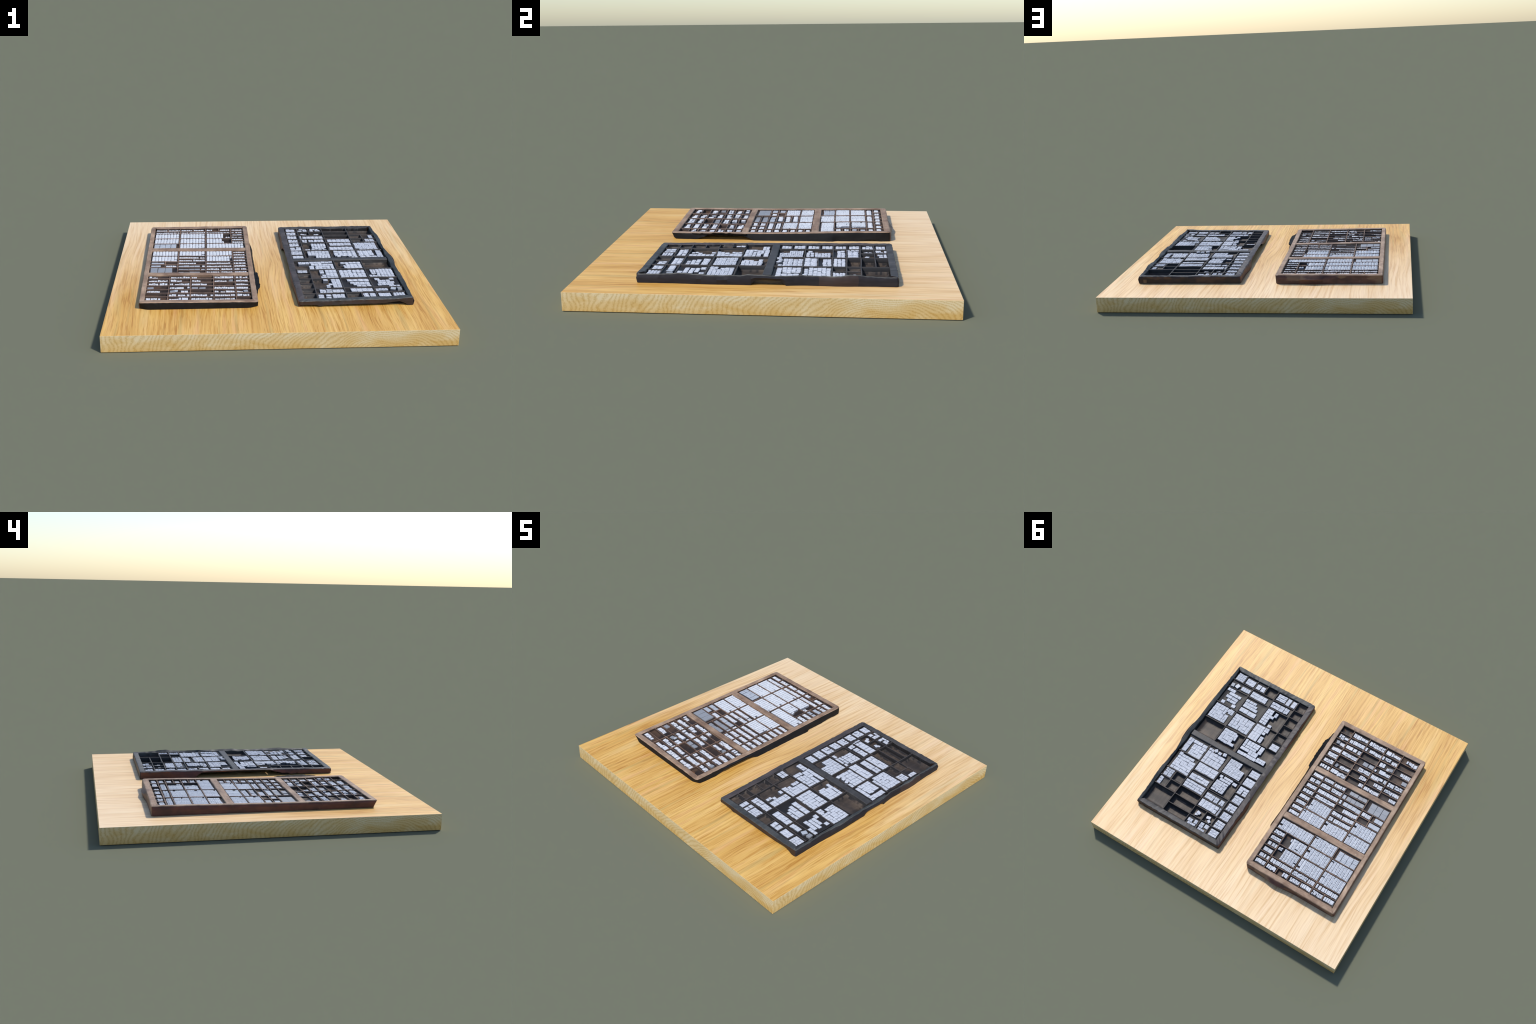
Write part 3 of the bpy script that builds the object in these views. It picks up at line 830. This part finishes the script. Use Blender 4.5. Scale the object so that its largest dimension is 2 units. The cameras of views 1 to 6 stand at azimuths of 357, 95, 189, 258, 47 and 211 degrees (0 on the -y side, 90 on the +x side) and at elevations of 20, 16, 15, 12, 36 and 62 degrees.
    for a, b in zip(ys, ys[1:]): line(V[2], ix1, a, b, packed if b == YA[4] else sparse, .018)
    # back half
    for a, b in ((0, 2), (2, 4)): line(ix0, V[0], YH[a], YH[b], packed, .004)
    for a, b in ((4, 5), (5, 6)): line(ix0, .697, YH[a], YH[b], packed, .006); line(.697, V[0], YH[a], YH[b], sparse, .014)
    line(ix0, V[0], YH[6], YH[8], FLOOR, .015)
    for a, b in ((0, 2), (2, 3), (3, 4), (4, 5)): line(V[0], V[1], YH[a], YH[b], packed, .004)
    for a, b in ((5, 6), (6, 7), (7, 8)): line(V[0], V[1], YH[a], YH[b], FLOOR, .012)
    line(V[1], V[2], YH[0], YH[2], sparse, .010); line(V[1], V[2], YH[2], YH[4], sparse, .010)
    for a, b in ((4, 5), (5, 6)): line(V[1], V[2], YH[a], YH[b], packed, .004)
    for a, b in ((6, 7), (7, 8)):
        lv = sparse if b == 7 else packed
        line(V[1], .328, YH[a], YH[b], lv, .004); line(.328, V[2], YH[a], YH[b], lv, .004)
    for a, b in zip(YH, YH[1:]): line(V[2], ix1, a, b, packed, .004)
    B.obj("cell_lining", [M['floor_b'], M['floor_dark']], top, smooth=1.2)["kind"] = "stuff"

    # groups of sorts: x from, x to, y from, y to, count along x, count along y
    groups = [
        (.780, .711, -.613, -.546, 4, 4), (.696, .620, -.604, -.549, 2, 2), (.604, .567, -.598, -.551, 1, 2), (.563, .529, -.596, -.548, 1, 2),
        (.416, .342, -.612, -.551, 3, 4), (.335, .302, -.612, -.550, 1, 2), (.289, .255, -.610, -.551, 1, 2),
        (.692, .616, -.516, -.480, 4, 1), (.601, .465, -.520, -.469, 4, 2), (.422, .352, -.524, -.475, 3, 2), (.350, .313, -.526, -.476, 2, 2),
        (.311, .274, -.527, -.476, 2, 2),
        (.780, .712, -.457, -.429, 3, 1), (.748, .647, -.426, -.399, 4, 1), (.757, .655, -.396, -.370, 4, 1), (.733, .655, -.367, -.342, 3, 1),
        (.764, .734, -.338, -.310, 1, 1), (.672, .638, -.340, -.312, 1, 1),
        (.603, .513, -.440, -.418, 3, 1), (.600, .495, -.416, -.394, 4, 1), (.600, .478, -.392, -.366, 4, 1), (.604, .464, -.356, -.318, 4, 1),
        (.421, .366, -.458, -.311, 2, 6), (.350, .326, -.448, -.408, 1, 2), (.364, .340, -.408, -.384, 1, 1), (.346, .316, -.334, -.310, 1, 1),
        (.782, .674, -.294, -.159, 5, 6), (.660, .622, -.296, -.250, 2, 2), (.672, .640, -.236, -.161, 2, 3), (.672, .654, -.290, -.262, 1, 1),
        (.603, .437, -.289, -.166, 6, 6),
        (.421, .348, -.298, -.154, 3, 6), (.346, .310, -.302, -.260, 2, 2), (.346, .322, -.256, -.232, 1, 1), (.340, .312, -.216, -.159, 1, 3),
        (.602, .498, -.139, -.050, 4, 4), (.602, .468, -.048, -.024, 5, 1), (.498, .482, -.130, -.075, 1, 2),
        (.417, .396, -.144, -.076, 1, 3), (.392, .292, -.142, -.098, 4, 2), (.392, .300, -.096, -.076, 3, 1), (.417, .346, -.073, -.046, 2, 1),
        (.344, .270, -.074, -.034, 3, 2), (.417, .264, -.032, -.004, 6, 1), (.286, .256, -.142, -.076, 1, 3), (.262, .190, -.048, -.010, 3, 2),
        (.234, .170, -.210, -.155, 2, 2),
        (.780, .740, .066, .190, 2, 4), (.736, .622, .066, .094, 3, 1), (.722, .618, .096, .195, 3, 4),
        (.771, .742, .206, .232, 2, 1), (.768, .617, .236, .352, 6, 5), (.740, .640, .212, .234, 4, 1),
        (.776, .711, .363, .429, 4, 4), (.778, .747, .445, .508, 2, 3),
        (.604, .452, .088, .196, 5, 4), (.604, .560, .064, .086, 2, 1),
        (.601, .434, .205, .274, 6, 2), (.600, .446, .306, .352, 6, 2), (.601, .442, .364, .428, 5, 3),
        (.421, .322, .058, .112, 5, 5), (.421, .274, .112, .190, 6, 7), (.340, .322, .058, .112, 1, 5),
        (.414, .386, .210, .230, 2, 1), (.380, .306, .208, .228, 3, 1), (.402, .312, .231, .252, 4, 1), (.416, .316, .256, .346, 5, 5), (.300, .266, .216, .240, 2, 1),
        (.414, .346, .382, .426, 3, 2), (.342, .308, .382, .426, 2, 2), (.296, .262, .380, .424, 2, 2),
        (.417, .272, .439, .500, 5, 2), (.266, .253, .430, .505, 1, 3),
        (.414, .376, .612, .638, 2, 1), (.405, .340, .640, .658, 3, 1), (.366, .342, .604, .636, 1, 2),
        (.320, .290, .598, .640, 2, 2), (.284, .254, .598, .630, 1, 1), (.318, .262, .642, .658, 2, 1)]
    for g in groups: fill('b', *g, zt, gap=R.choice((.0006, .0009, .0014)), gapy=R.choice((.0007, .0012, .0018)), drop=.0075, low=low)
    for a, b in zip(YH, YH[1:]):        # the narrow column of eight full cells
        x0, x1 = .238 - .008 * (a > .2), .168 - R.uniform(0, .006)
        for j in range(3):
            y0 = lerp(a + .013, b - .005, j / 3); y1 = lerp(a + .013, b - .005, (j + 1) / 3)
            cut = R.choice((0, 0, 0, 0, .4))
            m = R.choice((2, 3, 3))
            if cut and j:
                fill('b', x0, lerp(x0, x1, .5 - .1 * cut), y0, y1, m - 1, 1, zt, gap=.0009, drop=.0075, low=low)
                fill('b', lerp(x0, x1, .55), x1, y0 + .002, y1, 1, 1, zt, gap=.0009, drop=.0075, low=low)
            else:
                fill('b', x0, x1, y0, y1, m, 1, zt, gap=.0009, drop=.0075, low=low)
    loose('b', .765, -.489, .026, .032, .028, .10, 'space'); loose('b', .726, -.494, .030, .036, .028, -.35, 'pale')
    loose('b', .545, .069, .022, .026, .034, .6); loose('b', .511, .075, .026, .022, .034, -.1); loose('b', .474, .066, .026, .026, .034, .2)
    loose('b', .378, .548, .030, .022, .014, -.3, z=.1225); loose('b', .388, .564, .022, .018, .010, .4, z=.1225)
    loose('b', .295, .545, .032, .022, .014, .2, z=.1225, tilt=(.15, .1)); loose('b', .280, .566, .024, .020, .012, -.6, z=.1225)
    return top

make_board()
A = case_a()
B_ = case_b()
place_sorts({'a': A, 'b': B_})
